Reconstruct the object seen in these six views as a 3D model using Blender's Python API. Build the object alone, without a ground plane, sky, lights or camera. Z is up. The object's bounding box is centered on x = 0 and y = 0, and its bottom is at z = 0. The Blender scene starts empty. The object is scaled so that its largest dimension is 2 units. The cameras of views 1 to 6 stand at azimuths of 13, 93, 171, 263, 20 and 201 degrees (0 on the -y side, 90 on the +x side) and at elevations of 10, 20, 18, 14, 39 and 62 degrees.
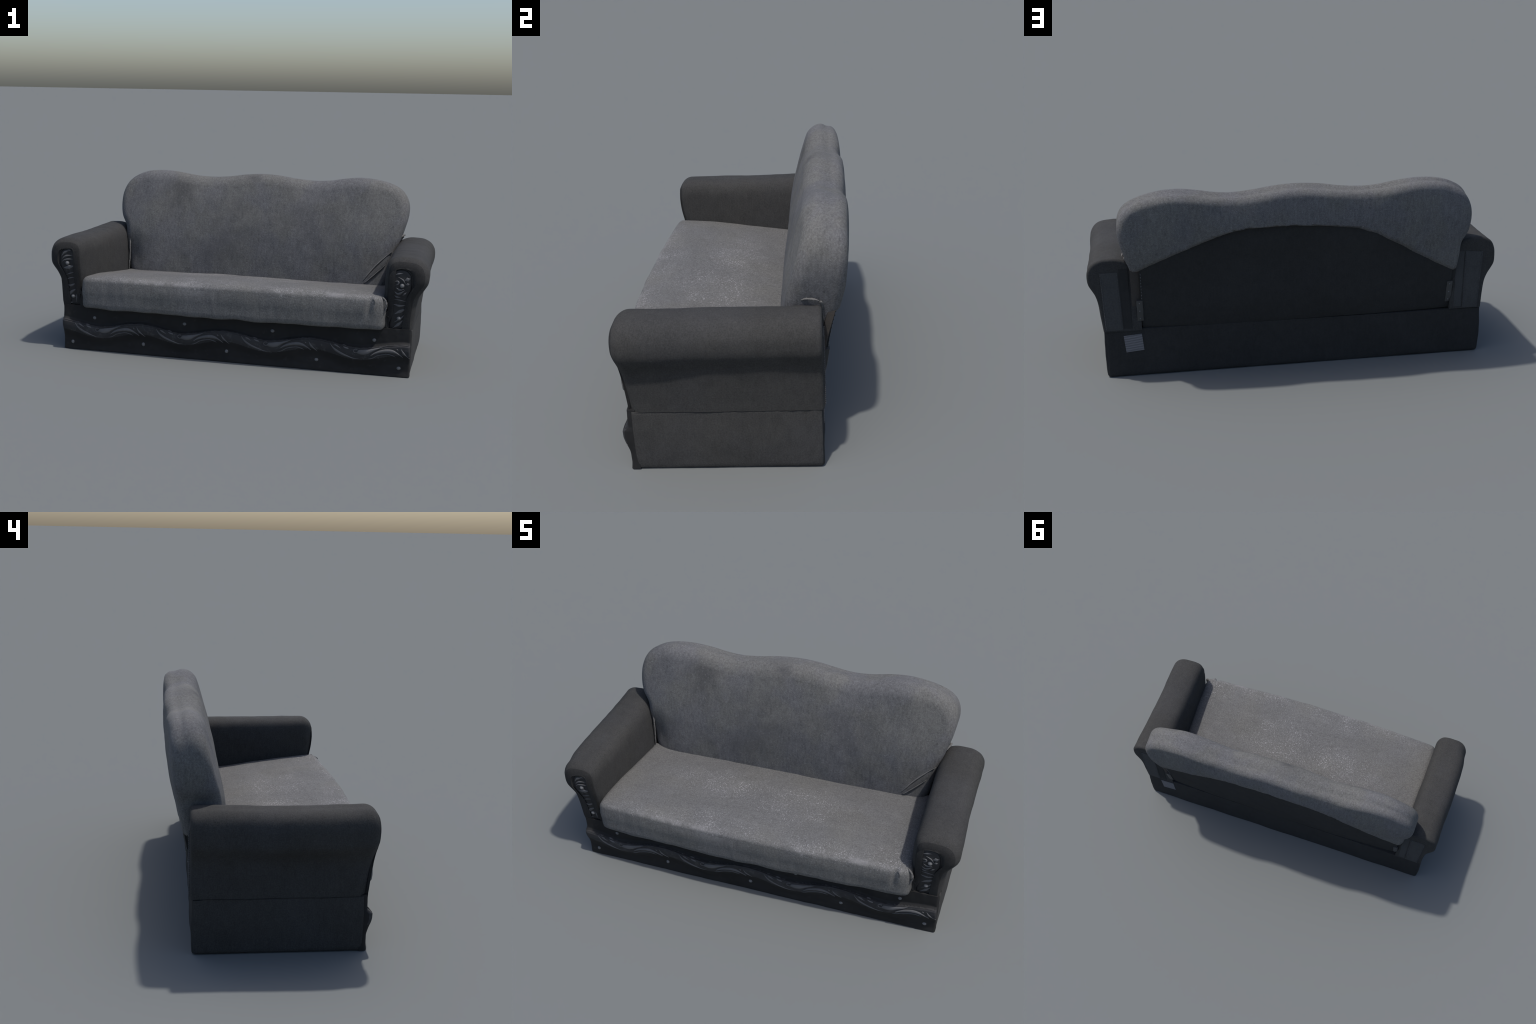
"""Two-seat fabric sofa with rolled arms, a three-lobed backrest and a carved leatherette skirt."""
import bpy, math
import numpy as np
from mathutils import Vector, noise

YAW = -0.019                      # the scanned sofa stands slightly turned

# ---------------------------------------------------------------- small maths helpers
def smooth(a, b, x):
    t = np.clip((np.asarray(x, float) - a) / (b - a), 0, 1)
    return t * t * (3 - 2 * t)

def interp(table, x):
    xs, ys = zip(*table)
    return np.interp(x, xs, ys)

def soft_table(table, lo, hi, width):
    """Piecewise-linear table turned into a smooth curve (box-blurred), sampled densely."""
    s = np.linspace(lo, hi, 400)
    v = interp(table, s)
    k = max(3, int(width / (s[1] - s[0])) | 1)
    pad = np.pad(v, k // 2, mode="reflect", reflect_type="odd")
    v = np.convolve(pad, np.ones(k) / k, mode="valid")
    return lambda x: np.interp(x, s, v)

def catmull(points, n, closed=False):
    """Catmull-Rom curve through points, resampled to n points of even arc length."""
    P = np.array(points, float)
    m = len(P)
    out = []
    for i in range(m if closed else m - 1):
        if closed:
            a, b, c, d = P[(i - 1) % m], P[i], P[(i + 1) % m], P[(i + 2) % m]
        else:
            a, b, c, d = P[max(i - 1, 0)], P[i], P[i + 1], P[min(i + 2, m - 1)]
        for t in np.linspace(0, 1, 24, endpoint=False):
            out.append(0.5 * (2 * b + (c - a) * t + (2 * a - 5 * b + 4 * c - d) * t * t + (3 * b - a - 3 * c + d) * t ** 3))
    out.append(P[0] if closed else P[-1])
    out = np.array(out)
    L = np.concatenate([[0], np.cumsum(np.linalg.norm(np.diff(out, axis=0), axis=1))])
    s = np.linspace(0, L[-1], n + 1)[:-1] if closed else np.linspace(0, L[-1], n)
    return np.stack([np.interp(s, L, out[:, k]) for k in range(P.shape[1])], axis=1)

def inward_normals(C, blur=0):
    """Normals pointing to the inside of a closed counter-clockwise 2D curve."""
    T = np.roll(C, -1, 0) - np.roll(C, 1, 0)
    T /= np.linalg.norm(T, axis=1)[:, None]
    N = np.stack([-T[:, 1], T[:, 0]], axis=1)
    for _ in range(blur):
        N = 0.25 * np.roll(N, 1, 0) + 0.5 * N + 0.25 * np.roll(N, -1, 0)
    return N / np.linalg.norm(N, axis=1)[:, None]

def lump(p, scale, seed):
    return noise.noise(Vector((p[0] * scale + seed, p[1] * scale - seed, p[2] * scale + 3.1 * seed)))

def make(name, verts, faces, material, parent, autosmooth=None):
    me = bpy.data.meshes.new(name)
    me.from_pydata([tuple(map(float, v)) for v in verts], [], faces)
    me.validate()
    me.update()
    me.materials.append(material)
    me.polygons.foreach_set("use_smooth", [True] * len(me.polygons))
    if autosmooth:
        me.set_sharp_from_angle(angle=math.radians(autosmooth))
    ob = bpy.data.objects.new(name, me)
    bpy.context.scene.collection.objects.link(ob)
    ob.parent = parent
    return ob

def ring_faces(n, rings, flip=False, cap_first=False, cap_last=False):
    f = []
    for r in range(rings - 1):
        for i in range(n):
            j = (i + 1) % n
            q = [r * n + i, r * n + j, (r + 1) * n + j, (r + 1) * n + i]
            f.append(q[::-1] if flip else q)
    if cap_first:
        q = list(range(n))[::-1]
        f.append(q[::-1] if flip else q)
    if cap_last:
        q = [(rings - 1) * n + i for i in range(n)]
        f.append(q[::-1] if flip else q)
    return f

def centre_fan(n, ring, centre, flip=False):
    f = []
    for i in range(n):
        q = [ring * n + i, ring * n + (i + 1) % n, centre]
        f.append(q[::-1] if flip else q)
    return f

def tube(name, path, radius, material, parent, segs=8, wobble=0.0, seed=0.0, squash=(1, 1, 1)):
    """Round cord along a 3D path with tapered, closed ends."""
    P = np.array(path, float)
    n = len(P)
    verts, faces = [], []
    for i in range(n):
        t = P[min(i + 1, n - 1)] - P[max(i - 1, 0)]
        t /= np.linalg.norm(t) + 1e-9
        a = np.cross(t, [0.3, 0.2, 0.93]); a /= np.linalg.norm(a)
        b = np.cross(t, a)
        u = i / (n - 1)
        r = radius * min(1.0, 0.25 + 6 * min(u, 1 - u))
        for k in range(segs):
            an = 2 * math.pi * k / segs
            rr = r * (1 + wobble * lump(P[i] + 0.3 * a * math.cos(an) + 0.3 * b * math.sin(an), 60, seed))
            verts.append(P[i] + (a * math.cos(an) + b * math.sin(an)) * rr * np.array(squash))
    faces = ring_faces(segs, n, cap_first=True, cap_last=True)
    return make(name, verts, faces, material, parent)

# ---------------------------------------------------------------- materials
class Nodes:
    def __init__(self, name):
        self.mat = bpy.data.materials.new(name)
        self.mat.use_nodes = True
        self.t = self.mat.node_tree
        self.t.nodes.clear()
        self.coord = self.t.nodes.new("ShaderNodeTexCoord").outputs["Object"]

    def add(self, kind, inputs=(), **props):
        n = self.t.nodes.new(kind)
        for k, v in props.items():
            setattr(n, k, v)
        for k, v in dict(inputs).items():
            if isinstance(v, bpy.types.NodeSocket):
                self.t.links.new(v, n.inputs[k])
            else:
                n.inputs[k].default_value = v
        return n

    def scaled(self, s, r=(0, 0, 0)):
        return self.add("ShaderNodeMapping", {"Vector": self.coord, "Scale": s, "Rotation": r}).outputs[0]

    def noise(self, scale, stretch=(1, 1, 1), detail=3.0, rough=0.55):
        return self.add("ShaderNodeTexNoise", {"Vector": self.scaled(stretch), "Scale": scale, "Detail": detail,
                                                "Roughness": rough}).outputs["Fac"]

    def math(self, op, a, b=0.0, c=0.0, clamp=False):
        n = self.add("ShaderNodeMath", operation=op, use_clamp=clamp)
        for i, v in enumerate((a, b, c)):
            if isinstance(v, bpy.types.NodeSocket):
                self.t.links.new(v, n.inputs[i])
            else:
                n.inputs[i].default_value = v
        return n.outputs[0]

    def remap(self, v, a, b, lo=0.0, hi=1.0):
        return self.add("ShaderNodeMapRange", {"Value": v, "From Min": a, "From Max": b, "To Min": lo, "To Max": hi},
                        interpolation_type="SMOOTHSTEP").outputs["Result"]

    def mix(self, fac, a, b, blend="MIX"):
        n = self.add("ShaderNodeMix", data_type="RGBA", blend_type=blend)
        for k, v in ((0, fac), (6, a), (7, b)):
            if isinstance(v, bpy.types.NodeSocket):
                self.t.links.new(v, n.inputs[k])
            else:
                n.inputs[k].default_value = (*v, 1.0) if k > 0 and len(v) == 3 else v
        return n.outputs[2]

    def blob(self, centre, radii):
        """1 inside an ellipsoid, fading to 0 outside (in object space)."""
        m = self.add("ShaderNodeMapping", {"Vector": self.coord, "Scale": tuple(1 / r for r in radii),
                                           "Location": tuple(-c / r for c, r in zip(centre, radii))}).outputs[0]
        d = self.add("ShaderNodeVectorMath", {0: m}, operation="LENGTH").outputs["Value"]
        return self.remap(d, 1.0, 0.15)

    def finish(self, colour, rough=0.9, spec=0.25, height=None, strength=0.3, dist=0.002, **extra):
        b = self.add("ShaderNodeBsdfPrincipled", {"Base Color": colour, "Roughness": rough, "Specular IOR Level": spec})
        for k, v in extra.items():
            b.inputs[k.replace("_", " ")].default_value = v
        if height is not None:
            bump = self.add("ShaderNodeBump", {"Height": height, "Strength": strength, "Distance": dist})
            self.t.links.new(bump.outputs[0], b.inputs["Normal"])
        o = self.add("ShaderNodeOutputMaterial")
        self.t.links.new(b.outputs[0], o.inputs[0])
        return self.mat

def scale_rgb(c, k):
    return tuple(x * k for x in c)

def upholstery(name, base, second, mottle=0.16, streak=0.10, grain=0.3, sparkle=(), freckle=0.0, weave=0.0, stains=(), pale_edges=(), streaks=0.0, grain_scale=170, patch=2.1):
    """Woven cloth: broad mottling, lengthwise streaks, fine grain, faint herringbone, worn glittering specks."""
    N = Nodes(name)
    broad = N.noise(3.2, detail=4)
    long_ = N.noise(95, (1, 1, 0.22), detail=3)
    fine = N.noise(grain_scale, detail=3, rough=0.7)
    mid = N.noise(26, detail=5, rough=0.65)
    tone = N.math("ADD", 1.0, N.math("MULTIPLY", N.math("SUBTRACT", broad, 0.5), 2 * mottle))
    tone = N.math("ADD", tone, N.math("MULTIPLY", N.math("SUBTRACT", long_, 0.5), 2 * streak))
    tone = N.math("ADD", tone, N.math("MULTIPLY", N.math("SUBTRACT", mid, 0.5), 1.4 * mottle))
    tone = N.math("ADD", tone, N.math("MULTIPLY", N.math("SUBTRACT", fine, 0.5), 2 * grain))
    if weave:
        # herringbone: twill lines whose lean flips every column
        sep = N.add("ShaderNodeSeparateXYZ", {0: N.coord})
        across = N.math("ADD", sep.outputs[0], sep.outputs[1])
        zig = N.math("PINGPONG", across, 0.014)
        twill = N.math("SINE", N.math("MULTIPLY", N.math("ADD", sep.outputs[2], zig), 2 * math.pi / 0.0085))
        tone = N.math("ADD", tone, N.math("MULTIPLY", twill, weave))
    hue = N.remap(N.noise(patch, detail=3), 0.40, 0.60)
    col = N.mix(hue, base, second)
    col = N.mix(1.0, col, N.add("ShaderNodeCombineColor", {0: tone, 1: tone, 2: tone}).outputs[0], "MULTIPLY")
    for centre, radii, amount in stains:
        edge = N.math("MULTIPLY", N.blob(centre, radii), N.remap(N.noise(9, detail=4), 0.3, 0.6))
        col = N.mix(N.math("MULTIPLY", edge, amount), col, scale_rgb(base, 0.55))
    if freckle:
        f = N.remap(N.noise(130, detail=2), 0.60, 0.70)
        col = N.mix(N.math("MULTIPLY", f, freckle), col, scale_rgb(base, 1.9))
    if streaks:
        s_ = N.remap(N.noise(16, (0.55, 1, 1), detail=7, rough=0.75), 0.50, 0.72)
        col = N.mix(N.math("MULTIPLY", s_, streaks), col, (0.24, 0.238, 0.242))
    if sparkle:
        mask = None
        for centre, radii in sparkle:
            b = N.blob(centre, radii)
            mask = b if mask is None else N.math("MAXIMUM", mask, b)
        mask = N.math("MULTIPLY", mask, N.remap(N.noise(7, detail=5, rough=0.6), 0.25, 0.68))
        specks = N.remap(N.noise(190, (1, 0.75, 1), detail=2, rough=0.7), 0.55, 0.74)
        specks = N.math("MULTIPLY", specks, N.math("ADD", N.math("MULTIPLY", mask, 1.05), 0.10), clamp=True)
        col = N.mix(specks, col, (0.42, 0.415, 0.43))
        col = N.mix(N.math("MULTIPLY", mask, 0.05), col, (0.3, 0.295, 0.31))
    for centre, radii, amount in pale_edges:
        e = N.math("MULTIPLY", N.blob(centre, radii), N.remap(N.noise(13, (1, 1, 1), detail=5, rough=0.7), 0.35, 0.65))
        col = N.mix(N.math("MULTIPLY", e, amount), col, (0.26, 0.255, 0.26))
    height = N.math("ADD", N.math("MULTIPLY", fine, 0.8), N.math("MULTIPLY", mid, 1.0))
    return N.finish(col, 0.92, 0.18, height, 0.4, 0.0025)

def leatherette(name, base, worn, rough=0.74, worn_at=0.6):
    N = Nodes(name)
    broad = N.noise(6, detail=5)
    fine = N.noise(140, detail=4, rough=0.7)
    wear = N.remap(N.noise(32, detail=6, rough=0.7), worn_at, worn_at + 0.16)
    col = N.mix(N.remap(broad, 0.35, 0.68), scale_rgb(base, 0.82), scale_rgb(base, 1.2))
    col = N.mix(N.math("MULTIPLY", wear, 0.6), col, worn)
    return N.finish(col, rough, 0.3, N.math("ADD", fine, N.math("MULTIPLY", broad, 2.0)), 0.3, 0.002)

SEAT = upholstery("seat_cloth", (0.115, 0.115, 0.1165), (0.118, 0.117, 0.114), mottle=0.13, streak=0.18, grain=0.62, grain_scale=140, weave=0.03, streaks=0.14,
                  sparkle=[((-0.18, -0.42, 0.42), (0.40, 0.20, 0.07)), ((-0.21, -0.05, 0.39), (0.46, 0.24, 0.12)),
                           ((0.35, -0.42, 0.41), (0.34, 0.12, 0.06)), ((0.70, -0.36, 0.40), (0.18, 0.2, 0.07)),
                           ((0.15, -0.12, 0.40), (0.45, 0.24, 0.12)), ((-0.55, -0.42, 0.41), (0.26, 0.10, 0.05))],
                  pale_edges=[((-0.35, -0.425, 0.398), (0.55, 0.05, 0.016), 0.5), ((0.45, -0.415, 0.400), (0.5, 0.05, 0.016), 0.5),
                              ((-0.2, -0.43, 0.37), (0.3, 0.05, 0.03), 0.2)])
BACK = upholstery("backrest_cloth", (0.114, 0.114, 0.119), (0.119, 0.118, 0.115), mottle=0.20, streak=0.32, grain=0.55, grain_scale=145, freckle=0.3, weave=0.05, patch=5.0,
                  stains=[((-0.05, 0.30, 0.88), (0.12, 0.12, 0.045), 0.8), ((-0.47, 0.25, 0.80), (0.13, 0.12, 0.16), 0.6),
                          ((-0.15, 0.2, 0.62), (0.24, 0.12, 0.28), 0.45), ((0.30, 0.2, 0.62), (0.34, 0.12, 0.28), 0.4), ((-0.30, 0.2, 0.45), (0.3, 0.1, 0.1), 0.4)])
ARM = upholstery("arm_cloth", (0.0425, 0.0425, 0.0432), (0.0415, 0.0410, 0.0400), mottle=0.22, streak=0.16, grain=0.6, grain_scale=200)
ARM_FRONT = upholstery("arm_front_dark", (0.0285, 0.0285, 0.029), (0.026, 0.026, 0.0262), mottle=0.25, streak=0.14, grain=0.5, grain_scale=200)
FRAY = upholstery("frayed_seam_cloth", (0.14, 0.138, 0.135), (0.11, 0.108, 0.106), mottle=0.3, grain=0.5)
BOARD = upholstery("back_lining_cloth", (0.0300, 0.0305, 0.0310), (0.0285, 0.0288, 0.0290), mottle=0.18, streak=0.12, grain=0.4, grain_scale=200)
ARM_REAR = upholstery("rear_flap_cloth", (0.059, 0.060, 0.061), (0.055, 0.056, 0.057), mottle=0.1, streak=0.14, grain=0.4, grain_scale=200)
GAP = upholstery("inner_webbing", (0.056, 0.051, 0.047), (0.048, 0.044, 0.042), mottle=0.2)
SKIRT = leatherette("skirt_leatherette", (0.0140, 0.0140, 0.0146), (0.027, 0.027, 0.028), worn_at=0.56)
BAND = leatherette("moulded_band_leatherette", (0.031, 0.031, 0.033), (0.066, 0.066, 0.069), worn_at=0.50)
CARVED = leatherette("carved_relief_leatherette", (0.100, 0.100, 0.104), (0.11, 0.11, 0.115), worn_at=0.52)
PANEL = leatherette("arm_panel_leatherette", (0.026, 0.026, 0.027), (0.055, 0.055, 0.056), worn_at=0.54)
STUD = leatherette("stud_metal", (0.135, 0.137, 0.14), (0.22, 0.22, 0.22), rough=0.5)
STITCH = leatherette("stitching_thread", (0.085, 0.085, 0.09), (0.12, 0.12, 0.12))
PLATE = leatherette("hinge_plate_metal", (0.066, 0.067, 0.066), (0.09, 0.09, 0.09), rough=0.5)

def paper():
    N = Nodes("care_label_paper")
    lines = N.add("ShaderNodeTexWave", {"Vector": N.scaled((1, 1, 1), (0, math.radians(-7), 0)), "Scale": 26.0, "Distortion": 1.2,
                                        "Detail": 3.0, "Detail Scale": 3.0}, bands_direction="Z").outputs["Fac"]
    col = N.mix(N.remap(lines, 0.3, 0.8), (0.115, 0.115, 0.125), (0.165, 0.165, 0.178))
    return N.finish(col, 0.8, 0.2)
PAPER = paper()

# ---------------------------------------------------------------- the thing
sofa = bpy.data.objects.new("fabric_sofa", None)
bpy.context.scene.collection.objects.link(sofa)
sofa.rotation_euler = (0, 0, YAW)
sofa["label"] = "worn grey fabric sofa with rolled arms and carved dark skirt"
sofa["category"] = "sofa"

SEAM_Z = 0.234
XL, XR = -0.915, 0.924            # outer faces of the base
FRONT, REAR = -0.352, 0.333

# ---------------------------------------------------------------- base box
def rounded_rect(x0, x1, y0, y1, r, n):
    pts = []
    for cx, cy, a0 in ((x1 - r, y0 + r, -90), (x1 - r, y1 - r, 0), (x0 + r, y1 - r, 90), (x0 + r, y0 + r, 180)):
        for k in range(7):
            a = math.radians(a0 + 15 * k)
            pts.append((cx + r * math.cos(a), cy + r * math.sin(a)))
    P = np.array(pts + [pts[0]])
    L = np.concatenate([[0], np.cumsum(np.linalg.norm(np.diff(P, axis=0), axis=1))])
    s = np.unique(np.concatenate([np.linspace(0, L[-1], n + 1)[:-1], L[:-1]]))
    return np.stack([np.interp(s, L, P[:, 0]), np.interp(s, L, P[:, 1])], axis=1)

def build_base():
    C = rounded_rect(XL, XR, FRONT, REAR, 0.014, 260)
    nrm = inward_normals(C)
    n = len(C)
    levels = [(0.010, 0.0), (0.003, 0.002), (0.0, 0.008)] + [(-0.007 * math.sin(math.pi * min(z / 0.30, 1)), z) for z in np.linspace(0.02, SEAM_Z - 0.01, 22)]
    levels += [(-0.0045, SEAM_Z - 0.001), (-0.0035, SEAM_Z), (0.01, SEAM_Z + 0.0005)]
    V = []
    for d, z in levels:
        for i in range(n):
            p = np.array([*(C[i] + nrm[i] * d), z])
            w = 0.0028 * lump(p, 7, 2.0) + 0.0012 * lump(p, 22, 5.0)
            if abs(nrm[i][1]) > 0.7:               # only the two ends bulge, front and rear stay flat
                p[:2] = C[i] + nrm[i] * max(d, 0.0)
            if 0.004 < z < SEAM_Z - 0.002:
                p[:2] -= nrm[i] * w
            if z > SEAM_Z - 0.02:
                p[2] += 0.001 * lump(p, 9, 7.0)
            if p[1] > 0.3:                     # seam on the rear runs slightly uphill to the right
                p[2] += 0.006 * (p[0]) * (z / SEAM_Z)
            V.append(p)
    F = ring_faces(n, len(levels), cap_first=True, cap_last=True)
    me = make("base", V, F, ARM, sofa, 50)
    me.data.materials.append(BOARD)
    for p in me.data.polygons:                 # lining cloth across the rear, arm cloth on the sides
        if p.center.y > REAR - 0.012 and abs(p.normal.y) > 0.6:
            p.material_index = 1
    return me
base = build_base()

# ---------------------------------------------------------------- front skirt with its moulded wave
PERIOD, PHASE = 0.457, 0.210      # one wave of the moulding; PHASE is a trough
def wave(x):
    return np.cos(2 * np.pi * (np.asarray(x) - PHASE) / PERIOD)
def band_top(x):    return 0.152 - 0.0155 * wave(x)
def band_bottom(x): return 0.096 - 0.019 * wave(x)
def skirt_y(x, z):
    t, b = band_top(x), band_bottom(x)
    rise = smooth(b - 0.055, b + 0.028, z)
    drop = 1 - smooth(t - 0.012, t + 0.010, z)
    return -0.366 - 0.022 * rise * drop - 0.003 * smooth(0.03, 0.0, z)

def build_skirt():
    nx, nz = 420, 74
    X = np.linspace(XL - 0.001, XR + 0.001, nx)
    Z = np.linspace(0.0, SEAM_Z + 0.006, nz)
    V, F, mats = [], [], []
    for z in Z:
        for x in X:
            y = float(skirt_y(x, z))
            edge = min(x - X[0], X[-1] - x)
            r = 0.016 if x < 0 else 0.007
            if edge < r:
                y += r - math.sqrt(max(r * r - (r - edge) ** 2, 0))
            y += 0.0022 * lump((x, 0, z), 12, 4.0) + 0.0008 * lump((x, 0, z), 45, 9.0)
            V.append((x, y, z))
    for k in range(nz - 1):
        for i in range(nx - 1):
            a = k * nx + i
            F.append([a, a + 1, a + nx + 1, a + nx])
            xc, zc = 0.5 * (X[i] + X[i + 1]), 0.5 * (Z[k] + Z[k + 1])
            mats.append(1 if band_bottom(xc) - 0.004 < zc < band_top(xc) - 0.001 else 0)
    # closing walls back to the base so that the skirt is a solid slab
    off = len(V)
    rim = [i for i in range(nx)] + [k * nx + nx - 1 for k in range(1, nz)] + [(nz - 1) * nx + i for i in range(nx - 2, -1, -1)] + [k * nx for k in range(nz - 2, 0, -1)]
    for i in rim:
        V.append((V[i][0], -0.335, V[i][2]))
    m = len(rim)
    for i in range(m):
        j = (i + 1) % m
        F.append([rim[j], rim[i], off + i, off + j]); mats.append(0)
    F.append([off + i for i in range(m)]); mats.append(0)
    ob = make("front_skirt", V, F, SKIRT, sofa, 60)
    ob.data.materials.append(BAND)
    ob.data.polygons.foreach_set("material_index", mats)
    return ob
skirt = build_skirt()

def relief(name, path, width, height, surface, material, parent, n=28, taper=(0.12, 0.12), share_x=0.0):
    """Low carved ridge: a lens-shaped ribbon draped over a front surface y = surface(x, z)."""
    P = catmull(path, n)
    V = []
    segs = 7
    for i in range(n):
        t = P[min(i + 1, n - 1)] - P[max(i - 1, 0)]
        t /= np.linalg.norm(t) + 1e-9
        s = np.array([-t[1], t[0]])
        u = i / (n - 1)
        w = width * math.sin(math.pi * min(max(u, 0.02), 0.98)) ** 0.6 if taper is None else width * min(1, (u + 0.02) / taper[0], (1.02 - u) / taper[1])
        for k in range(segs):
            q = 2 * k / (segs - 1) - 1
            p = P[i] + s * q * w * 0.5
            h = height * (1 - abs(q) ** 2.2) * min(1.0, w / width + 0.15)
            V.append((p[0], float(surface(p[0], p[1])) + 0.0002 - h, p[1]))
        V.append((P[i][0], float(surface(P[i][0], P[i][1])) + 0.006, P[i][1]))
    m = segs + 1
    return make(name, V, ring_faces(m, n, cap_first=True, cap_last=True), material, parent)

def lens_relief(name, upper, lower, height, surface, material, parent, n=30):
    """Leaf-shaped relief between an upper and a lower edge curve."""
    U, L = catmull(upper, n), catmull(lower, n)
    segs = 9
    V = []
    for i in range(n):
        for k in range(segs):
            q = k / (segs - 1)
            p = U[i] * (1 - q) + L[i] * q
            h = height * (1 - abs(2 * q - 1) ** 2.5)
            V.append((p[0], float(surface(p[0], p[1])) + 0.0002 - h, p[1]))
        c = (U[i] + L[i]) / 2
        V.append((c[0], float(surface(c[0], c[1])) + 0.006, c[1]))
    return make(name, V, ring_faces(segs + 1, n, flip=True, cap_first=True, cap_last=True), material, parent)

def repeat(ob, shifts):
    for dx in shifts:
        c = ob.copy()
        c.location = (dx, 0, 0)
        bpy.context.scene.collection.objects.link(c)

def build_moulding():
    eye = -0.254                                  # x of the oval eye in the motif that is drawn; the others repeat it
    shifts_all = [-PERIOD, PERIOD, 2 * PERIOD]
    S, M = skirt_y, CARVED
    repeat(relief("scroll_carving", [(-0.384, 0.150), (-0.363, 0.123), (-0.330, 0.102), (-0.291, 0.087), (-0.262, 0.079), (-0.238, 0.080)], 0.0135, 0.0042, S, M, skirt, taper=(0.3, 0.5)), shifts_all)
    repeat(relief("scroll_carving", [(-0.369, 0.153), (-0.353, 0.141), (-0.328, 0.126)], 0.009, 0.003, S, M, skirt, taper=(0.4, 0.5)), shifts_all)
    repeat(relief("leaf_carving", [(-0.322, 0.143), (-0.306, 0.135), (-0.290, 0.127)], 0.013, 0.0035, S, M, skirt, taper=None), shifts_all)
    repeat(lens_relief("leaf_carving", [(-0.240, 0.126), (-0.215, 0.130), (-0.180, 0.136), (-0.147, 0.145), (-0.118, 0.152)],
                       [(-0.252, 0.108), (-0.224, 0.101), (-0.195, 0.107), (-0.163, 0.126), (-0.120, 0.150)], 0.0045, S, M, skirt), shifts_all)
    ring = [(eye + 0.011 * math.cos(a), 0.119 + 0.009 * math.sin(a)) for a in np.linspace(0.5, 2 * math.pi, 12)]
    repeat(relief("eye_carving", ring, 0.0045, 0.0032, S, M, skirt, n=24), shifts_all)
    repeat(lens_relief("crescent_carving", [(-0.183, 0.100), (-0.154, 0.124), (-0.106, 0.140), (-0.065, 0.137), (-0.022, 0.104)],
                       [(-0.181, 0.099), (-0.147, 0.114), (-0.103, 0.122), (-0.056, 0.119), (-0.024, 0.102)], 0.0052, S, M, skirt), shifts_all)
    repeat(relief("scroll_carving", [(-0.195, 0.081), (-0.173, 0.087), (-0.144, 0.104), (-0.100, 0.114), (-0.074, 0.109), (-0.058, 0.101)], 0.0048, 0.0035, S, M, skirt), shifts_all)
    repeat(relief("leaf_carving", [(-0.034, 0.150), (-0.019, 0.124), (0.010, 0.098)], 0.011, 0.004, S, M, skirt, taper=(0.4, 0.6)), shifts_all)
    repeat(relief("leaf_carving", [(-0.054, 0.146), (-0.046, 0.139)], 0.006, 0.003, S, M, skirt, n=8, taper=None), [-PERIOD, PERIOD, 2 * PERIOD])
    # cord that outlines the upper edge of the band
    X = np.linspace(XL + 0.012, XR - 0.006, 260)
    tube("edge_cord", [(x, float(skirt_y(x, band_top(x) - 0.006)) - 0.0, band_top(x) - 0.004) for x in X], 0.0035, BAND, skirt, wobble=0.5)
build_moulding()

def dome(name, r, h, material, parent, segs=16, rings=6):
    V, F = [], []
    for k in range(rings + 1):
        a = 0.5 * math.pi * k / rings
        for i in range(segs):
            t = 2 * math.pi * i / segs
            q = r * math.cos(a) if k < rings else r * 0.04
            V.append((q * math.cos(t), 0.004 - (h + 0.004) * math.sin(a), q * math.sin(t)))
    F = ring_faces(segs, rings + 1, flip=False, cap_first=True, cap_last=True)
    return make(name, V, F, material, parent)

def studs(positions, surface, parent, r=0.0105, h=0.006):
    first = dome("stud", r, h, STUD, parent)
    for k, (x, z) in enumerate(positions):
        o = first if k == 0 else first.copy()
        o.location = (x, float(surface(x, z)), z)
        s = 1 + 0.08 * math.sin(7.3 * k)
        o.scale = (s, 1, 1 / s)
        o.parent = parent
        if k:
            bpy.context.scene.collection.objects.link(o)

studs([(-0.735, 0.177), (-0.235, 0.182), (0.232, 0.182), (0.747, 0.176),
       (-0.862, 0.037), (-0.462, 0.054), (-0.008, 0.055), (0.461, 0.052), (0.872, 0.043)], skirt_y, skirt)

# ---------------------------------------------------------------- arms
def arm_section(side):
    """Closed counter-clockwise profile (x, z) of a rolled arm; side +1 right, -1 left."""
    right = [(0.775, 0.2335), (0.780, 0.33), (0.785, 0.42), (0.786, 0.50), (0.792, 0.552), (0.812, 0.583), (0.850, 0.597), (0.893, 0.598),
             (0.932, 0.592), (0.965, 0.571), (0.984, 0.538), (0.989, 0.502), (0.985, 0.470), (0.972, 0.443), (0.956, 0.412),
             (0.945, 0.37), (0.937, 0.30), (0.9295, 0.2335)]
    left = [(0.783, 0.2335), (0.787, 0.33), (0.789, 0.42), (0.788, 0.50), (0.792, 0.548), (0.810, 0.581), (0.848, 0.595), (0.893, 0.595),
            (0.931, 0.591), (0.962, 0.570), (0.979, 0.535), (0.983, 0.50), (0.981, 0.463), (0.968, 0.437), (0.947, 0.407),
            (0.933, 0.37), (0.925, 0.30), (0.9205, 0.2335)]
    pts = right if side > 0 else left
    C = catmull(pts, 120)
    B = [(C[-1][0] + (C[0][0] - C[-1][0]) * t, 0.2335) for t in np.linspace(0, 1, 24)[1:-1]]
    C = np.concatenate([C, B])
    C[:, 0] *= side
    return C[::-1] if side > 0 else C          # counter-clockwise seen from the front (x right, z up)

front_line = soft_table([(0.20, -0.358), (0.30, -0.368), (0.38, -0.378), (0.44, -0.391), (0.50, -0.396), (0.56, -0.394), (0.64, -0.390)], 0.18, 0.66, 0.05)
def arm_front(side):
    return lambda x, z: front_line(z) + (-0.003 if side < 0 else 0.002)

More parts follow.
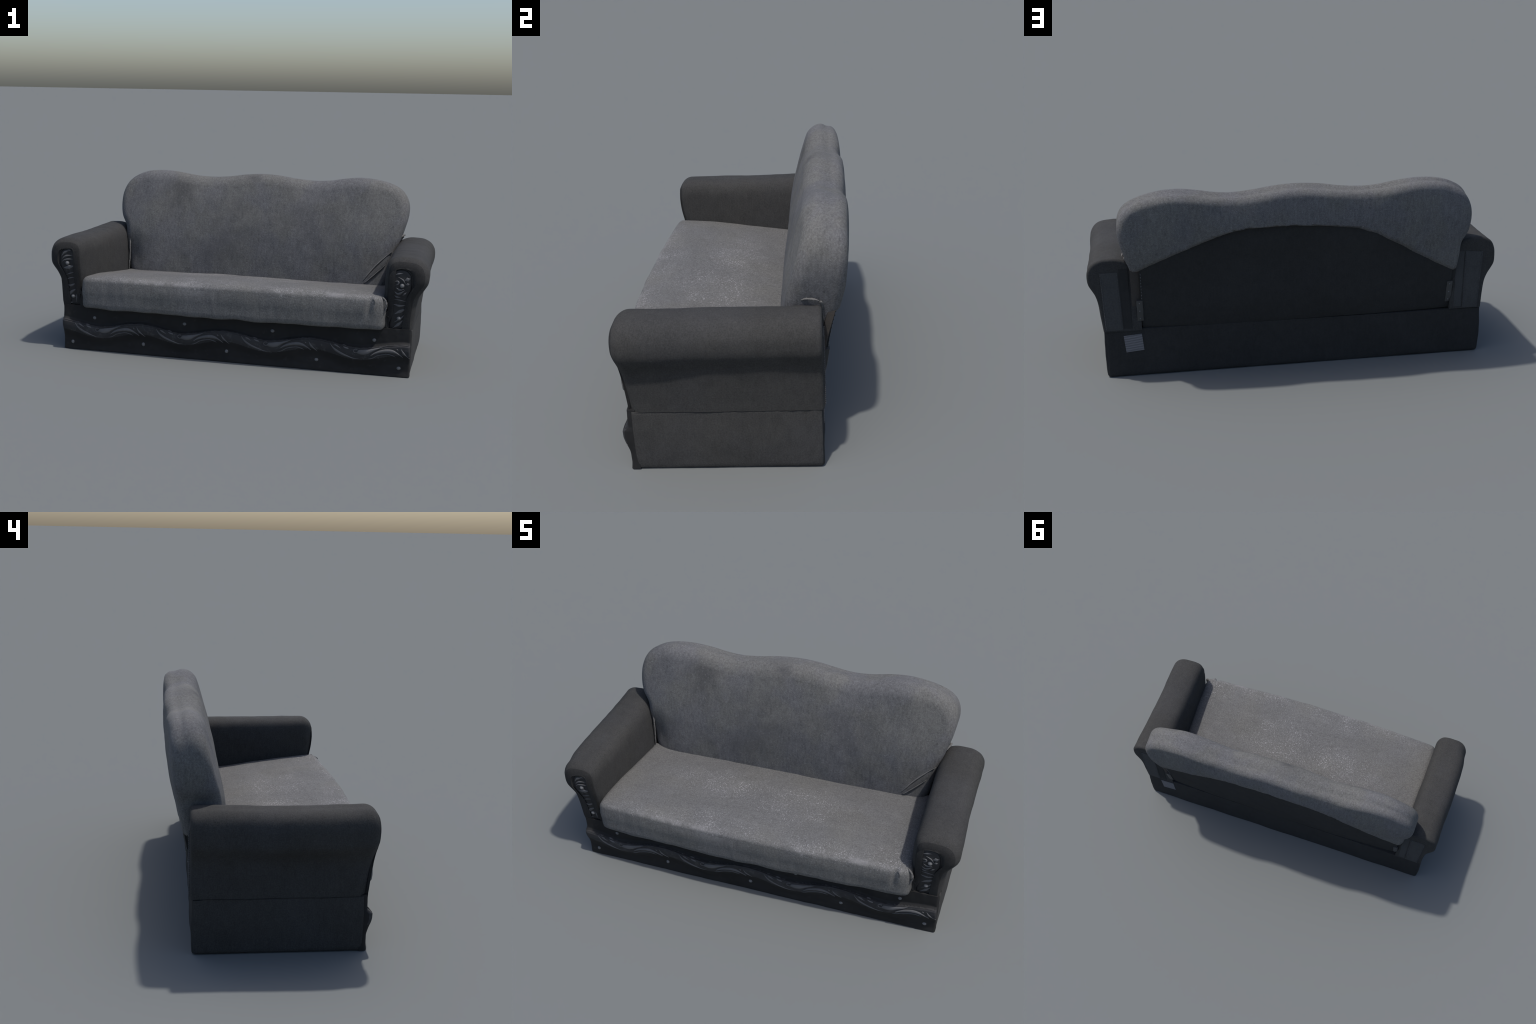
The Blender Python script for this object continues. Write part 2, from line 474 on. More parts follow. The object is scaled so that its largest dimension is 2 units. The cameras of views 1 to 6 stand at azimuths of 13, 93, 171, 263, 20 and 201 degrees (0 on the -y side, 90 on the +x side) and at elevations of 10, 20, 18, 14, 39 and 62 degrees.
def panel_outline(side, grow=0.0, n=None):
    """Arch-topped tall panel on the front of an arm (x, z), counter-clockwise from its lower left."""
    x0, x1, zb, zt = (0.818, 0.917, 0.238, 0.540) if side > 0 else (-0.915, -0.824, 0.240, 0.548)
    narrow = 0.010
    g = grow
    pts = []
    outer = 1 if side > 0 else -1
    for z in np.linspace(zb - g, 0.49, 12):
        xr = (x1 if z > 0.44 else x1 - narrow * (1 if side > 0 else 0))
        pts.append((xr + g, z))
    cx, rx = (x0 + x1) / 2, (x1 - x0) / 2 + g
    for a in np.linspace(0, math.pi, 18)[1:-1]:
        pts.append((cx + rx * math.cos(a), 0.495 + (zt - 0.495 + g) * math.sin(a)))
    for z in np.linspace(0.49, zb - g, 12):
        xl = (x0 if z > 0.44 else x0 + (0.010 if side < 0 else 0.0))
        pts.append((xl - g, z))
    pts = pts + [(pts[-1][0] + (pts[0][0] - pts[-1][0]) * t, zb - g) for t in np.linspace(0, 1, 8)[1:-1]]
    P = np.array(pts + [pts[0]])
    L = np.concatenate([[0], np.cumsum(np.linalg.norm(np.diff(P, axis=0), axis=1))])
    s = np.linspace(0, L[-1], (n or 100) + 1)[:-1]
    return np.stack([np.interp(s, L, P[:, 0]), np.interp(s, L, P[:, 1])], axis=1)

def match_angle(C, P, centre):
    """For every point of C the point of outline P in the same direction from centre (P star-shaped after z-squash)."""
    k = np.array([1.0, 0.35])
    aC = np.arctan2(*((C - centre) * k).T[::-1])
    aP = np.arctan2(*((P - centre) * k).T[::-1])
    o = np.argsort(aP)
    aP, Q = aP[o], P[o]
    aP = np.concatenate([aP - 2 * np.pi, aP, aP + 2 * np.pi]); Q = np.concatenate([Q, Q, Q])
    return np.stack([np.interp(aC, aP, Q[:, 0]), np.interp(aC, aP, Q[:, 1])], axis=1)

def build_arm(side):
    C = arm_section(side)
    n = len(C)
    nrm = inward_normals(C)
    outer = smooth(0.84, 0.93, np.abs(C[:, 0]))
    low = 1 - smooth(0.25, 0.32, C[:, 1])
    top = np.maximum(1 - low, outer)             # the underside is not rounded, the outer edge is down to the seam
    flat = np.stack([np.full(n, -float(side)), np.zeros(n)], axis=1)
    nrm = nrm * (1 - low)[:, None] + flat * low[:, None]
    fy = arm_front(side)
    rear_y = 0.338
    rf, rr = 0.053, 0.014
    V = []
    def put(c, y):
        for i in range(n):
            V.append((c[i][0], y[i] if hasattr(y, "__len__") else y, c[i][1]))
    inner_x = side * (C[:, 0] * side < 0.86)     # inner wall leans towards the seat at the rear
    def body(u, inset):
        """Section at fraction u from rear (0) to front (1)."""
        c = C + nrm * (inset * top)[:, None]
        lean = 0.026 * (1 - u) * smooth(0.62, 0.40, C[:, 1]) * (np.abs(C[:, 0]) < 0.86)
        c[:, 0] -= side * lean
        crown = ((-0.005 if side > 0 else 0.002) * (1 - u) ** 2 - (0.006 if side < 0 else 0.002) * math.sin(math.pi * u)) * smooth(0.5, 0.61, C[:, 1])
        c[:, 1] += crown
        swell = (0.012 * smooth(0.1, 0.6, u) - 0.012 * smooth(0.84, 1.0, u) - 0.003 if side < 0 else 0.011 * smooth(0.5, 1.0, u) - 0.001) * smooth(0.38, 0.46, C[:, 1]) * smooth(0.90, 0.95, np.abs(C[:, 0]))
        c[:, 0] += side * swell
        return c
    count = 0
    P0 = panel_outline(side, -0.012)
    ctr = np.array([side * 0.865, 0.42])
    # rear cap from a small central ring outward
    for s in (0.12, 0.4, 0.7, 0.9):
        c = body(0, rr)
        put(ctr * (1 - s) + c * s, rear_y); count += 1
    for a in np.linspace(0, 90, 7):
        d = rr * (1 - math.sin(math.radians(a)))
        put(body(0, d), rear_y - rr * (1 - math.cos(math.radians(a)))); count += 1
    fr = np.array([fy(*p) for p in C])
    y0, y1 = rear_y - rr, fr + rf
    for t in np.linspace(0, 1, 84)[1:]:
        put(body(t, 0.0), y0 + (y1 - y0) * t); count += 1
    for a in np.linspace(0, 90, 10)[1:]:
        d = rf * (1 - math.cos(math.radians(a)))
        c = body(1, d)
        put(c, np.array([fy(*p) for p in c]) + rf * (1 - math.sin(math.radians(a)))); count += 1
    edge = body(1, rf)
    tgt = match_angle(edge, panel_outline(side, 0.010), ctr)
    tgt_in = match_angle(edge, panel_outline(side, 0.0), ctr)
    tgt_mid = match_angle(edge, panel_outline(side, -0.02), ctr)
    for c, dip in ((0.5 * (edge + tgt), -0.002), (tgt, 0.002), (0.5 * (tgt + tgt_in), 0.009), (tgt_in, 0.013), (tgt_mid, 0.013)):
        put(c, np.array([fy(*p) for p in c]) + dip); count += 1
    put(ctr + (tgt_mid - ctr) * 0.1, np.array([fy(*p) for p in tgt_mid]) * 0 + fy(*ctr) + 0.016); count += 1
    V = np.array(V)
    lumps = np.array([0.0026 * lump(p, 6, 1.0 + side) + 0.0014 * lump(p, 19, 3.0 + side) for p in V])
    radial = V - np.stack([np.full(len(V), side * 0.875), V[:, 1], np.full(len(V), 0.45)], axis=1)
    radial /= np.linalg.norm(radial, axis=1)[:, None] + 1e-6
    fade = smooth(0.24, 0.28, V[:, 2])
    V += radial * (lumps * fade)[:, None]
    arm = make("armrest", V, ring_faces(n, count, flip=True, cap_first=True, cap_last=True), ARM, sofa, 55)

    arm.data.materials.append(ARM_FRONT)           # darker faces around the carved panel
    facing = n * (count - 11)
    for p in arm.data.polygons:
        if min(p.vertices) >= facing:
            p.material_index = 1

    # carved panel set into the front of the arm
    rings = [(0.0, 0.012), (0.0, 0.002), (-0.003, -0.001), (-0.012, -0.002), (-0.03, -0.002)]
    PV = []
    for g, h in rings:
        for x, z in panel_outline(side, g, 100):
            PV.append((x, fy(x, z) + 0.006 + h, z))
    PV.append((side * 0.868, float(fy(0, 0.40)) + 0.004, 0.40))
    m = 100
    panel = make("front_panel", PV, ring_faces(m, len(rings), cap_first=True) + centre_fan(m, len(rings) - 1, m * len(rings)), PANEL, arm, 50)
    S = lambda x, z: fy(x, z) + 0.0035
    if side < 0:
        ridges = [([(-0.905, 0.504), (-0.888, 0.525), (-0.858, 0.538)], 0.012), ([(-0.905, 0.486), (-0.884, 0.505), (-0.842, 0.512)], 0.009),
                  ([(-0.906, 0.470), (-0.888, 0.486), (-0.835, 0.492)], 0.008), ([(-0.890, 0.403), (-0.859, 0.414), (-0.834, 0.422)], 0.006),
                  ([(-0.895, 0.374), (-0.864, 0.387), (-0.834, 0.393)], 0.006), ([(-0.886, 0.270), (-0.868, 0.306), (-0.828, 0.331)], 0.014),
                  ([(-0.838, 0.252), (-0.836, 0.290), (-0.828, 0.314)], 0.009), ([(-0.898, 0.440), (-0.868, 0.446), (-0.836, 0.455)], 0.02), ([(-0.893, 0.352), (-0.866, 0.345), (-0.836, 0.360)], 0.012),
                  ([(-0.890, 0.330), (-0.872, 0.322)], 0.012), ([(-0.892, 0.258), (-0.876, 0.250), (-0.858, 0.253)], 0.010), ([(-0.872, 0.541), (-0.852, 0.535)], 0.008)]
        knobs = [(-0.874, 0.469), (-0.855, 0.287)]
    else:
        ridges = [([(0.836, 0.515), (0.856, 0.521), (0.877, 0.524)], 0.008), ([(0.852, 0.505), (0.877, 0.490), (0.890, 0.468)], 0.006),
                  ([(0.884, 0.489), (0.897, 0.494), (0.912, 0.500)], 0.017), ([(0.891, 0.468), (0.908, 0.473)], 0.011),
                  ([(0.836, 0.482), (0.853, 0.483), (0.854, 0.470), (0.839, 0.463)], 0.008), ([(0.834, 0.434), (0.856, 0.419), (0.888, 0.441)], 0.011),
                  ([(0.876, 0.412), (0.896, 0.430)], 0.008), ([(0.834, 0.392), (0.866, 0.387), (0.896, 0.382)], 0.006),
                  ([(0.839, 0.314), (0.868, 0.331), (0.897, 0.343)], 0.016), ([(0.835, 0.270), (0.866, 0.291), (0.897, 0.322)], 0.008),
                  ([(0.831, 0.241), (0.854, 0.257), (0.883, 0.286)], 0.014), ([(0.832, 0.366), (0.862, 0.358), (0.893, 0.364)], 0.012),
                  ([(0.876, 0.252), (0.889, 0.262), (0.897, 0.284)], 0.010), ([(0.842, 0.452), (0.862, 0.440), (0.884, 0.446)], 0.010), ([(0.836, 0.412), (0.850, 0.403), (0.868, 0.404)], 0.008)]
        knobs = [(0.873, 0.462), (0.862, 0.294)]
    for path, w in ridges:
        relief("scroll_carving", path, w * 1.25, 0.0028, S, CARVED, panel, n=18, taper=(0.5, 0.5))
    studs(knobs, S, panel, 0.0115, 0.008)
    # bead between the padded roll and the panel
    bead = panel_outline(side, 0.004, 110)
    bead = np.array([p for p in bead if p[1] > 0.245])
    k = int(np.argmin(bead[:, 1] + 10 * (bead[:, 0] < side * 0.868)))
    bead = np.roll(bead, -k, axis=0)
    tube("edge_cord", [(x, fy(x, z) + 0.009, z) for x, z in bead], 0.003, PANEL, arm, wobble=0.5)

    # stitched flap on the rear of the arm
    if side > 0:
        flap, inner = [(0.919, 0.240), (0.836, 0.240), (0.846, 0.528), (0.930, 0.528)], [(0.834, 0.246), (0.793, 0.246), (0.798, 0.545), (0.843, 0.545)]
    else:
        flap, inner = [(-0.821, 0.240), (-0.898, 0.236), (-0.916, 0.524), (-0.826, 0.532)], [(-0.778, 0.246), (-0.817, 0.246), (-0.823, 0.53), (-0.782, 0.53)]
    slab("rear_flap", flap, 0.3375, 0.0045, ARM_REAR, arm)
    slab("rear_strip", inner, 0.337, 0.003, BOARD if side > 0 else ARM_REAR, arm)
    for a, b in ((0, 3), (1, 2)):
        A, B = np.array(flap[a]), np.array(flap[b])
        stitches(A + (B - A) * 0.03, A + (B - A) * 0.97, 0.3428, arm, -0.004 if a == 0 else 0.004, 34)
    return arm

def slab(name, quad, y, thick, material, parent, divisions=14):
    """Thin padded rectangle on a rear face, corners given counter-clockwise seen from behind."""
    q = np.array(quad)
    V, F = [], []
    N = divisions
    for layer in (0, 1):
        for j in range(N + 1):
            for i in range(N + 1):
                u, v = i / N, j / N
                p = (q[0] * (1 - u) + q[1] * u) * (1 - v) + (q[3] * (1 - u) + q[2] * u) * v
                e = min(u, 1 - u, v, 1 - v)
                h = thick * (1 if e > 0 else 0.55) + 0.0012 * lump((p[0], 0, p[1]), 25, 6.0) if layer else -0.006
                V.append((p[0], y + h, p[1]))
    n1 = (N + 1) ** 2
    for j in range(N):
        for i in range(N):
            a = n1 + j * (N + 1) + i
            F.append([a, a + 1, a + N + 2, a + N + 1])
    rim = [i for i in range(N + 1)] + [k * (N + 1) + N for k in range(1, N + 1)] + [N * (N + 1) + i for i in range(N - 1, -1, -1)] + [k * (N + 1) for k in range(N - 1, 0, -1)]
    for a, b in zip(rim, rim[1:] + rim[:1]):
        F.append([a, b, n1 + b, n1 + a])
    F.append(rim[::-1])
    return make(name, V, F, material, parent, 40)

def stitches(a, b, y, parent, inset=0.0, count=30):
    """A row of short thread stitches joined into one part."""
    V, F = [], []
    d = (b - a) / count
    for k in range(count):
        p, q = a + d * (k + 0.15), a + d * (k + 0.75)
        for (x, z) in (p, q):
            for dx, dy in ((-0.0012, 0), (0, 0.0014), (0.0012, 0), (0, -0.0014)):
                V.append((x + dx + inset, y + dy, z))
        o = 8 * k
        F += [[o + i, o + (i + 1) % 4, o + 4 + (i + 1) % 4, o + 4 + i] for i in range(4)] + [[o + 3, o + 2, o + 1, o], [o + 4, o + 5, o + 6, o + 7]]
    ob = make("stitching", V, F, STITCH, parent)
    ob["kind"] = "stuff"
    return ob

right_arm = build_arm(1)
left_arm = build_arm(-1)

# ---------------------------------------------------------------- seat cushion
def seat_top(x, y):
    z = 0.402 - 0.068 * smooth(-0.45, 0.30, y) * 1.02
    z += 0.024 * np.cos(np.pi * np.clip(np.asarray(x) / 0.8, -1, 1) * 0.5) ** 0.8 * smooth(0.24, 0.0, y) * (0.5 + 0.5 * smooth(-0.42, -0.25, y))
    return z

def build_seat():
    outline = [(-0.757, -0.407), (-0.60, -0.418), (-0.3, -0.428), (0.0, -0.430), (0.3, -0.427), (0.6, -0.416), (0.758, -0.408),
               (0.792, -0.365), (0.790, -0.20), (0.775, 0.0), (0.765, 0.16), (0.74, 0.235), (0.4, 0.24), (0.0, 0.24), (-0.4, 0.24), (-0.74, 0.235),
               (-0.775, 0.16), (-0.785, 0.0), (-0.793, -0.20), (-0.789, -0.365)]
    n = 420
    C = catmull(outline, n, closed=True)
    nrm = inward_normals(C, 60)
    rim = [(0.050, -1, 0.230), (0.016, -1, 0.235), (0.004, -1, 0.238), (-0.003, -1, 0.247), (-0.005, -1, 0.266), (-0.004, -1, 0.29),
           (-0.007, -1, 0.31), (-0.008, -1, 0.33), (-0.006, -1, 0.35)]
    for a in np.linspace(0, 90, 9):
        r = 0.030
        rim.append((-0.004 + 0.002 * a / 90 * 0 + r * (1 - math.cos(math.radians(a))) + 0.004 * a / 90, r * (1 - math.sin(math.radians(a))), None))
    V = []
    rings = 0
    for d, down, z in rim:
        for i in range(n):
            p = C[i] + nrm[i] * d
            t = float(seat_top(p[0], p[1]))
            zz = z + (t - 0.40) * smooth(0.25, 0.36, z) if z is not None else t - down
            V.append([p[0], p[1], zz]); 
        rings += 1
    last = C + nrm * 0.030
    for _ in range(30):
        last = 0.25 * np.roll(last, 1, 0) + 0.5 * last + 0.25 * np.roll(last, -1, 0)
    for s in np.concatenate([np.linspace(0.985, 0.9, 8), np.linspace(0.9, 0.02, 42)[1:]]):
        for i in range(n):
            p = last[i] * s + np.array([0.0, -0.09]) * (1 - s)
            V.append([p[0], p[1], float(seat_top(p[0], p[1]))])
        rings += 1
    V.append([0.0, -0.09, float(seat_top(0.0, -0.09))])
    V = np.array(V)
    for p in V:
        topw = float(smooth(0.33, 0.37, p[2] + 0.1 * max(0, p[1] + 0.3)))
        p[2] += topw * (0.004 * lump(p, 4.0, 11.0) + 0.0022 * lump(p, 13, 14.0))
        if p[1] < -0.33:
            low = float(smooth(0.30, 0.24, p[2]))
            p[1] -= (0.0035 * lump(p, 6, 15.0) + 0.0018 * lump((p[0] * 2.0, p[1], p[2] * 0.6), 16, 17.0))
            p[2] += low * 0.007 * lump((p[0], 0, 0), 9, 19.0)
            # pinched fold near the right-hand front corner
            f = math.exp(-((p[0] - 0.722 - 0.12 * (p[2] - 0.35)) / 0.011) ** 2) * float(smooth(0.29, 0.33, p[2]) * smooth(0.42, 0.385, p[2]))
            g = math.exp(-((p[0] - 0.747) / 0.008) ** 2) * float(smooth(0.33, 0.35, p[2]) * smooth(0.42, 0.39, p[2]))
            p[1] += 0.012 * f - 0.008 * g
    F = ring_faces(n, rings, cap_first=True) + centre_fan(n, rings - 1, n * rings)
    seat = make("seat_cushion", V, F, SEAT, sofa)
    tube("fold_crease", catmull([(0.737, -0.408, 0.392), (0.747, -0.417, 0.386), (0.748, -0.419, 0.370), (0.740, -0.413, 0.349)], 20), 0.0028, FRAY, seat, wobble=0.6)
    frayed([(0.770, -0.378, 0.398), (0.783, -0.388, 0.396), (0.797, -0.396, 0.386), (0.803, -0.399, 0.362), (0.797, -0.398, 0.335), (0.786, -0.400, 0.312)], 0.0060, seat, 3.0)
    return seat

def frayed(path, r, parent, seed):
    P = catmull(path, 60)
    for k in range(len(P)):
        P[k] += 0.25 * r * np.array([lump(P[k] + i, 55, seed + i) for i in range(3)])
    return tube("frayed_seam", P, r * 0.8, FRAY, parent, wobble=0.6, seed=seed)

seat = build_seat()

# ---------------------------------------------------------------- backrest
back_front = soft_table([(0.20, 0.150), (0.34, 0.156), (0.42, 0.162), (0.50, 0.181), (0.62, 0.198), (0.70, 0.221), (0.80, 0.248), (0.92, 0.292), (1.0, 0.32)], 0.18, 1.0, 0.14)
back_rear = soft_table([(0.20, 0.332), (0.34, 0.366), (0.50, 0.403), (0.64, 0.436), (0.74, 0.447), (0.83, 0.446), (0.90, 0.437), (1.0, 0.42)], 0.18, 1.0, 0.06)
def rear_y(x, z):
    """Rear of the backrest: bulging, with dips between its three lobes."""
    dip = 0.014 * math.exp(-((abs(x) - 0.30) / 0.12) ** 2) * float(smooth(0.74, 0.88, z))
    return float(back_rear(z)) - (0.022 if x > 0 else 0.030) * abs(x / 0.85) ** 3 - dip + (0.010 * x * float(smooth(0.42, 0.60, z)) - 0.005) * float(smooth(0.3, 0.45, z))
def front_y(x, z):
    return float(back_front(z)) + 0.016 * float(smooth(0.58, 0.80, abs(x))) + 0.012 * float(smooth(0.56, 0.36, z)) \
        + 0.012 * math.exp(-((abs(x) - 0.30) / 0.12) ** 2) * float(smooth(0.74, 0.88, z))

board_edge = [(0.765, 0.545), (0.700, 0.578), (0.615, 0.612), (0.50, 0.660), (0.402, 0.697), (0.320, 0.722), (0.237, 0.735), (0.039, 0.737), (-0.12, 0.728),
              (-0.272, 0.709), (-0.367, 0.676), (-0.516, 0.592), (-0.651, 0.511), (-0.765, 0.448)]
def board_z(x):
    return float(np.interp(-x, [-p[0] for p in board_edge], [p[1] for p in board_edge])) + 0.002 * lump((x, 0, 0), 30, 8.0)

def hollow(x, z):
    """How far the lining sags inwards under the overhanging cushion."""
    return (0.004 + 0.021 * math.exp(-((x - 0.12) / 0.40) ** 2)) * float(smooth(0.33, 0.60, z))

def build_backrest():
    outline = [(0.745, 0.33), (0.768, 0.43), (0.786, 0.52), (0.804, 0.585), (0.820, 0.64), (0.835, 0.70), (0.840, 0.76), (0.828, 0.815), (0.795, 0.857), (0.735, 0.888),
               (0.655, 0.907), (0.565, 0.914), (0.475, 0.905), (0.39, 0.891), (0.30, 0.887), (0.20, 0.895), (0.10, 0.909), (0.0, 0.914), (-0.10, 0.907),
               (-0.20, 0.893), (-0.30, 0.887), (-0.39, 0.892), (-0.48, 0.906), (-0.58, 0.915), (-0.68, 0.908), (-0.755, 0.882), (-0.805, 0.842), (-0.832, 0.785),
               (-0.838, 0.72), (-0.828, 0.65), (-0.800, 0.59), (-0.796, 0.53), (-0.790, 0.47), (-0.775, 0.40), (-0.757, 0.33), (-0.69, 0.265), (-0.4, 0.24), (0.0, 0.24), (0.4, 0.24), (0.685, 0.265)]
    n = 440
    C = catmull(outline, n, closed=True) * np.array([0.996, 0.996])
    nrm = inward_normals(C, 40)
    centre = np.array([0.0, 0.58])
    rf, rb = 0.050, 0.032
    V, rings = [], 0
    shade = 0.012 * smooth(0.70, 0.90, C[:, 1])         # crown slopes down towards the rear
    def ring(c, yfun):
        nonlocal rings
        for p in c:
            V.append([p[0], yfun(p), p[1]])
        rings += 1
    spokes = np.concatenate([np.linspace(0.03, 0.88, 44), np.linspace(0.88, 1, 10)[1:]])
    Cf = C + nrm * rf
    for s in spokes[:-1]:
        ring(centre + (Cf - centre) * s, lambda p: front_y(p[0], p[1]))
    for a in np.linspace(0, 90, 10):
        d = rf * (1 - math.sin(math.radians(a)))
        ring(C + nrm * d, lambda p: front_y(p[0], p[1]) + rf * (1 - math.cos(math.radians(a))))
    mids = 10
    base_f = np.array([front_y(x, z) + rf for x, z in C])
    base_b = np.array([rear_y(x, z) - rb for x, z in C])
    for k in range(1, mids):
        u = k / mids
        c = C + nrm * (shade * float(smooth(0, 1, u)))[:, None]
        y = base_f * (1 - u) + base_b * u
        for i in range(n):
            V.append([c[i][0], y[i], c[i][1]])
        rings += 1
    Cb = C + nrm * shade[:, None]
    for a in np.linspace(0, 90, 8):
        d = rb * (1 - math.cos(math.radians(a)))
        ring(Cb + nrm * d, lambda p: rear_y(p[0], p[1]) - rb * (1 - math.sin(math.radians(a))))
    Ci = Cb + nrm * rb
    for s in spokes[::-1][1:]:
        ring(centre + (Ci - centre) * s, lambda p: rear_y(p[0], p[1]))
    f_c, b_c = len(V), len(V) + 1
    V += [[centre[0], front_y(*centre), centre[1]], [centre[0], rear_y(*centre), centre[1]]]
    V = np.array(V)
    rear_start = n * (rings - len(spokes) + 1 - 3)
    for i, p in enumerate(V):
        w = 0.0042 * lump((p[0], p[1] * 0.7, p[2] * 0.8), 4.2, 21.0) + 0.002 * lump((p[0] * 1.4, p[1], p[2] * 0.7), 12, 24.0)
        if p[1] < 0.5 * (front_y(p[0], p[2]) + rear_y(p[0], p[2])):
            p[1] -= w
            # soft hollow at the lower left, and a tucked pleat at the lower right
            p[1] += 0.020 * math.exp(-(((p[0] + 0.745) / 0.06) ** 2 + ((p[2] - 0.43) / 0.09) ** 2))
            t = (p[0] - 0.613) * 0.70 - (p[2] - 0.360) * 0.714
            p[1] += 0.005 * float(smooth(0.0, 0.03, t)) * float(smooth(0.56, 0.50, p[2])) * float(smooth(0.58, 0.64, p[0]))
        elif i >= rear_start or i == b_c:
            p[1] += w
            # the cloth is cut above the lining board: below the edge it steps back
            if p[2] < board_z(p[0]):
                p[1] -= 0.016 * float(smooth(0.0, 0.02, board_z(p[0]) - p[2])) + hollow(p[0], p[2])
        # beside the lining the cloth is tucked in, clear of the open edge
        side_z = 0.545 if p[0] > 0 else 0.448
        if (p[0] > 0.742 or p[0] < -0.752) and p[2] < side_z:
            limit = rear_y(p[0], p[2]) - 0.036 * float(smooth(side_z, side_z - 0.012, p[2]))
            p[1] = min(p[1], limit)
    F = ring_faces(n, rings, flip=False) + centre_fan(n, 0, f_c, flip=True) + centre_fan(n, rings - 1, b_c)
    back = make("backrest", V, F, BACK, sofa)

    fy = front_y
    for path, w in (([(0.613, 0.360), (0.650, 0.411), (0.685, 0.453), (0.737, 0.504), (0.770, 0.532)], 0.009),
                    ([(0.620, 0.346), (0.679, 0.401), (0.732, 0.452)], 0.006)):
        relief("pleat", path, w, 0.005, fy, FRAY if w > 0.008 else BACK, back, taper=(0.2, 0.4))  # wider ridge coloured pale to draw the highlight along the fold
    frayed([(-0.787, 0.300, 0.606), (-0.772, 0.262, 0.585), (-0.763, 0.225, 0.545), (-0.757, 0.205, 0.49), (-0.755, 0.20, 0.43), (-0.757, 0.195, 0.375), (-0.755, 0.190, 0.335)], 0.0045, back, 31.0)
    frayed([(0.822, 0.330, 0.603), (0.815, 0.292, 0.607), (0.800, 0.262, 0.597), (0.783, 0.238, 0.575), (0.772, 0.222, 0.545)], 0.005, back, 33.0)
    frayed([(0.815, 0.334, 0.598), (0.803, 0.338, 0.580), (0.794, 0.338, 0.560)], 0.006, back, 35.0)
    return back
backrest = build_backrest()

def build_board():
    """Dark lining that closes the rear of the backrest, arched along its upper edge."""
    nx, nz = 150, 44
    X = np.linspace(-0.757, 0.747, nx)
    front, rear_v = [], []
    for k in range(nz):
        for x in X:
            top = board_z(x)
            z = 0.236 + (top - 0.236) * k / (nz - 1)
            y = rear_y(x, z) - 0.004 - hollow(x, z) + 0.0022 * lump((x, 0, z), 5, 40.0) + 0.001 * lump((x, 0, z), 18, 41.0)
            edge = min(k / 2.0 if k < 2 else 1, (nz - 1 - k) / 2.0 if k > nz - 3 else 1, 1)
            y -= 0.003 * (1 - edge)
            rear_v.append((x, y, z))
            front.append((x, rear_y(x, z) - 0.03 - hollow(x, z), z))
    V = rear_v + front
    F = []
    N = nx * nz
    for k in range(nz - 1):
        for i in range(nx - 1):
            a = k * nx + i
            F.append([a + 1, a, a + nx, a + nx + 1])
    rim = [i for i in range(nx)] + [k * nx + nx - 1 for k in range(1, nz)] + [(nz - 1) * nx + i for i in range(nx - 2, -1, -1)] + [k * nx for k in range(nz - 2, 0, -1)]
    for a, b in zip(rim, rim[1:] + rim[:1]):
        F.append([a, b, N + b, N + a])
    F.append([N + a for a in rim])
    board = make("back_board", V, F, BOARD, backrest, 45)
    # staples along the open edge, inner webbing beside it, and the two screwed hinge plates
    sv, sf = [], []
    for k in range(9):
        z = 0.40 + 0.016 * k
        o = len(sv)
        x, y = 0.742, rear_y(0.742, z) - 0.003 - hollow(0.742, z)
        for dz in (-0.004, 0.004):
            for dx, dy in ((-0.0016, 0), (0, 0.002), (0.0016, 0), (0, -0.002)):
                sv.append((x + dx, y + dy, z + dz))
        sf += [[o + i, o + (i + 1) % 4, o + 4 + (i + 1) % 4, o + 4 + i] for i in range(4)] + [[o + 3, o + 2, o + 1, o], [o + 4, o + 5, o + 6, o + 7]]
    st = make("staple", sv, sf, STUD, board)
    st["kind"] = "stuff"
    return board
board = build_board()

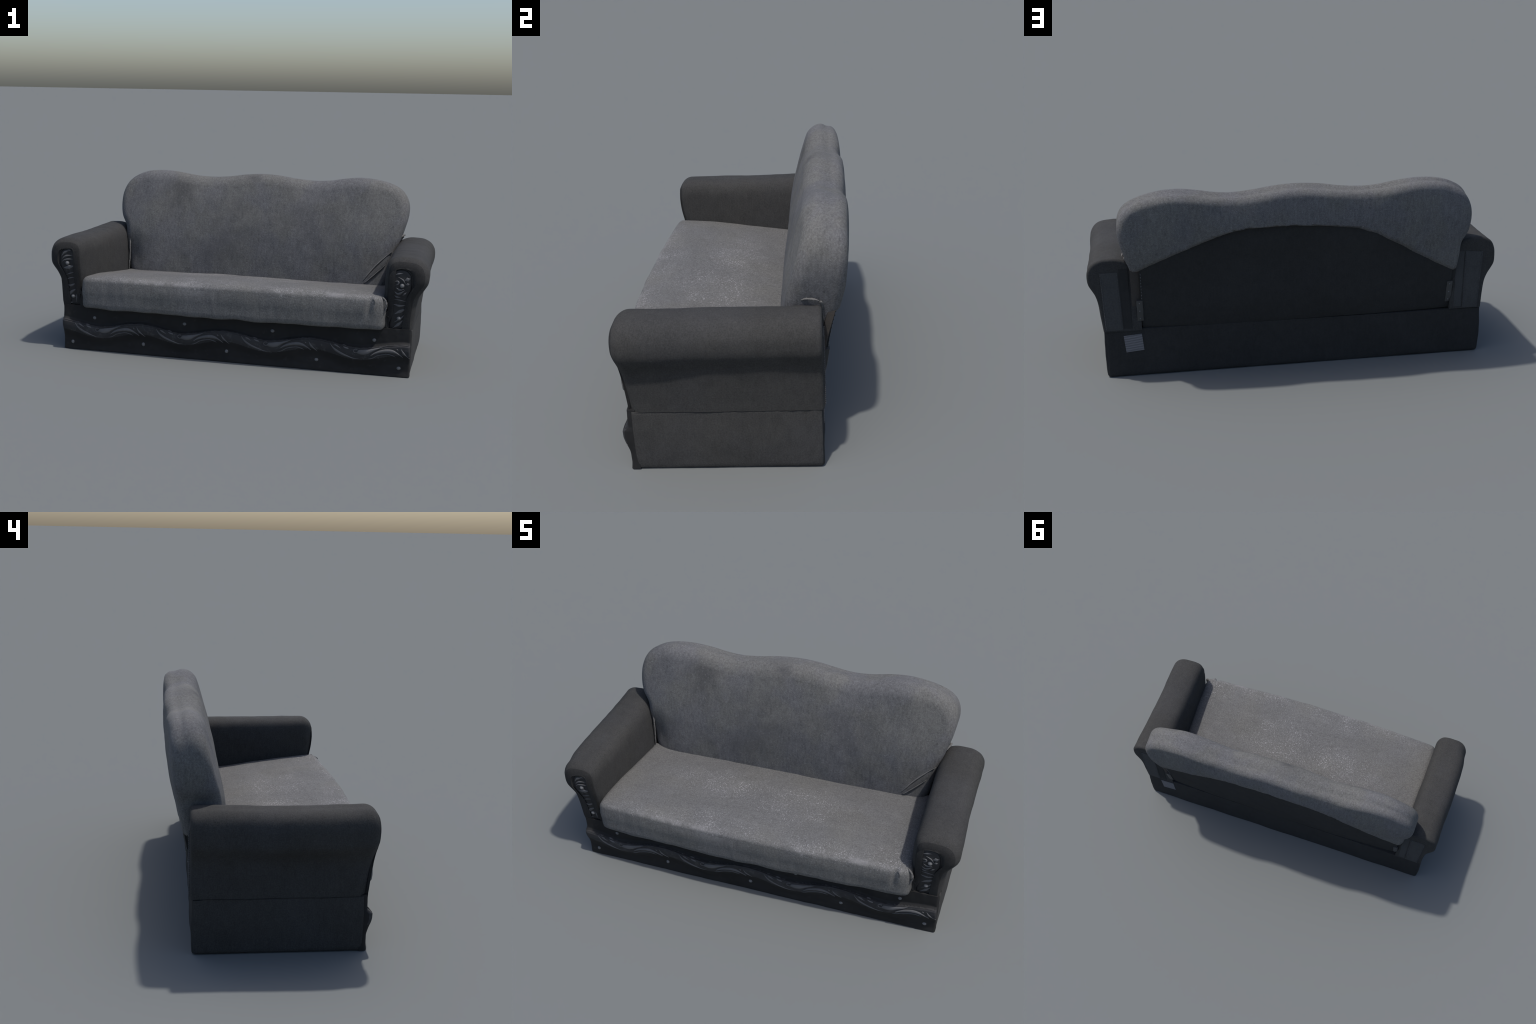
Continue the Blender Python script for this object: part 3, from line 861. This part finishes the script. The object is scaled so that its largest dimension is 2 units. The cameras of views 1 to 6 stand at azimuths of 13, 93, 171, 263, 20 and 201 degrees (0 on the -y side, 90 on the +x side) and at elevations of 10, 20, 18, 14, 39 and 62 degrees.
def strip(name, x0, x1, z0, z1, yfun, thick, material, parent, nz=20):
    V = []
    for k in range(nz):
        z = z0 + (z1 - z0) * k / (nz - 1)
        w = 0.0015 * lump((x0, 0, z), 30, 3.0)
        y = yfun(z)
        V += [(x0 + w, y - 0.02, z), (x0 + w, y + thick * 0.8, z), (x0 + w + 0.002, y + thick, z), (x1 + w - 0.002, y + thick, z), (x1 + w, y + thick * 0.8, z), (x1 + w, y - 0.02, z)]
    return make(name, V, ring_faces(6, nz, cap_first=True, cap_last=True), material, parent, 40)

strip("tucked_cloth", 0.752, 0.835, 0.44, 0.576, lambda z: 0.318, 0.006, ARM, backrest)
strip("tucked_cloth", -0.835, -0.765, 0.40, 0.574, lambda z: 0.318, 0.006, ARM, backrest)
strip("inner_webbing", 0.744, 0.790, 0.246, 0.548, lambda z: rear_y(0.765, z) - 0.020, 0.006, GAP, backrest)
strip("inner_webbing", -0.780, -0.752, 0.246, 0.46, lambda z: rear_y(-0.765, z) - 0.022, 0.006, BOARD, backrest)
for x0, x1, z0, z1 in ((0.739, 0.768, 0.282, 0.389), (-0.764, -0.736, 0.272, 0.385)):
    f = lambda z: rear_y(x0, z) - 0.004 - hollow(x0, z)
    hinge = strip("hinge_plate", x0, x1, z0, z1, f, 0.006, PLATE, backrest, 8)
    screw = dome("screw", 0.0042, 0.003, STUD, hinge, 10, 3)
    for k, u in enumerate((0.12, 0.5, 0.88)):
        z = z0 + (z1 - z0) * u
        o = screw if k == 0 else screw.copy()
        o.location = ((x0 + x1) / 2 + 0.001, f(z) + 0.0062, z)
        o.rotation_euler = (0, 0, math.pi)
        if k:
            bpy.context.scene.collection.objects.link(o)

# sewn seam where the arm cloth meets the base on both ends
for x in (XR + 0.0052, XL - 0.0052):
    Y = np.linspace(-0.338, 0.322, 90)
    tube("side_seam", [(x + 0.0006 * lump((0, y, 0), 14, x), y, SEAM_Z - 0.0005 + 0.0022 * lump((0, y, 0), 7, 2 * x)) for y in Y], 0.0016, SKIRT, base, segs=6, wobble=0.9, seed=x)

# ---------------------------------------------------------------- paper label on the rear of the base
slab("care_label", [(0.830, 0.124), (0.745, 0.131), (0.752, 0.214), (0.838, 0.208)], 0.3345, 0.002, PAPER, base, 6)
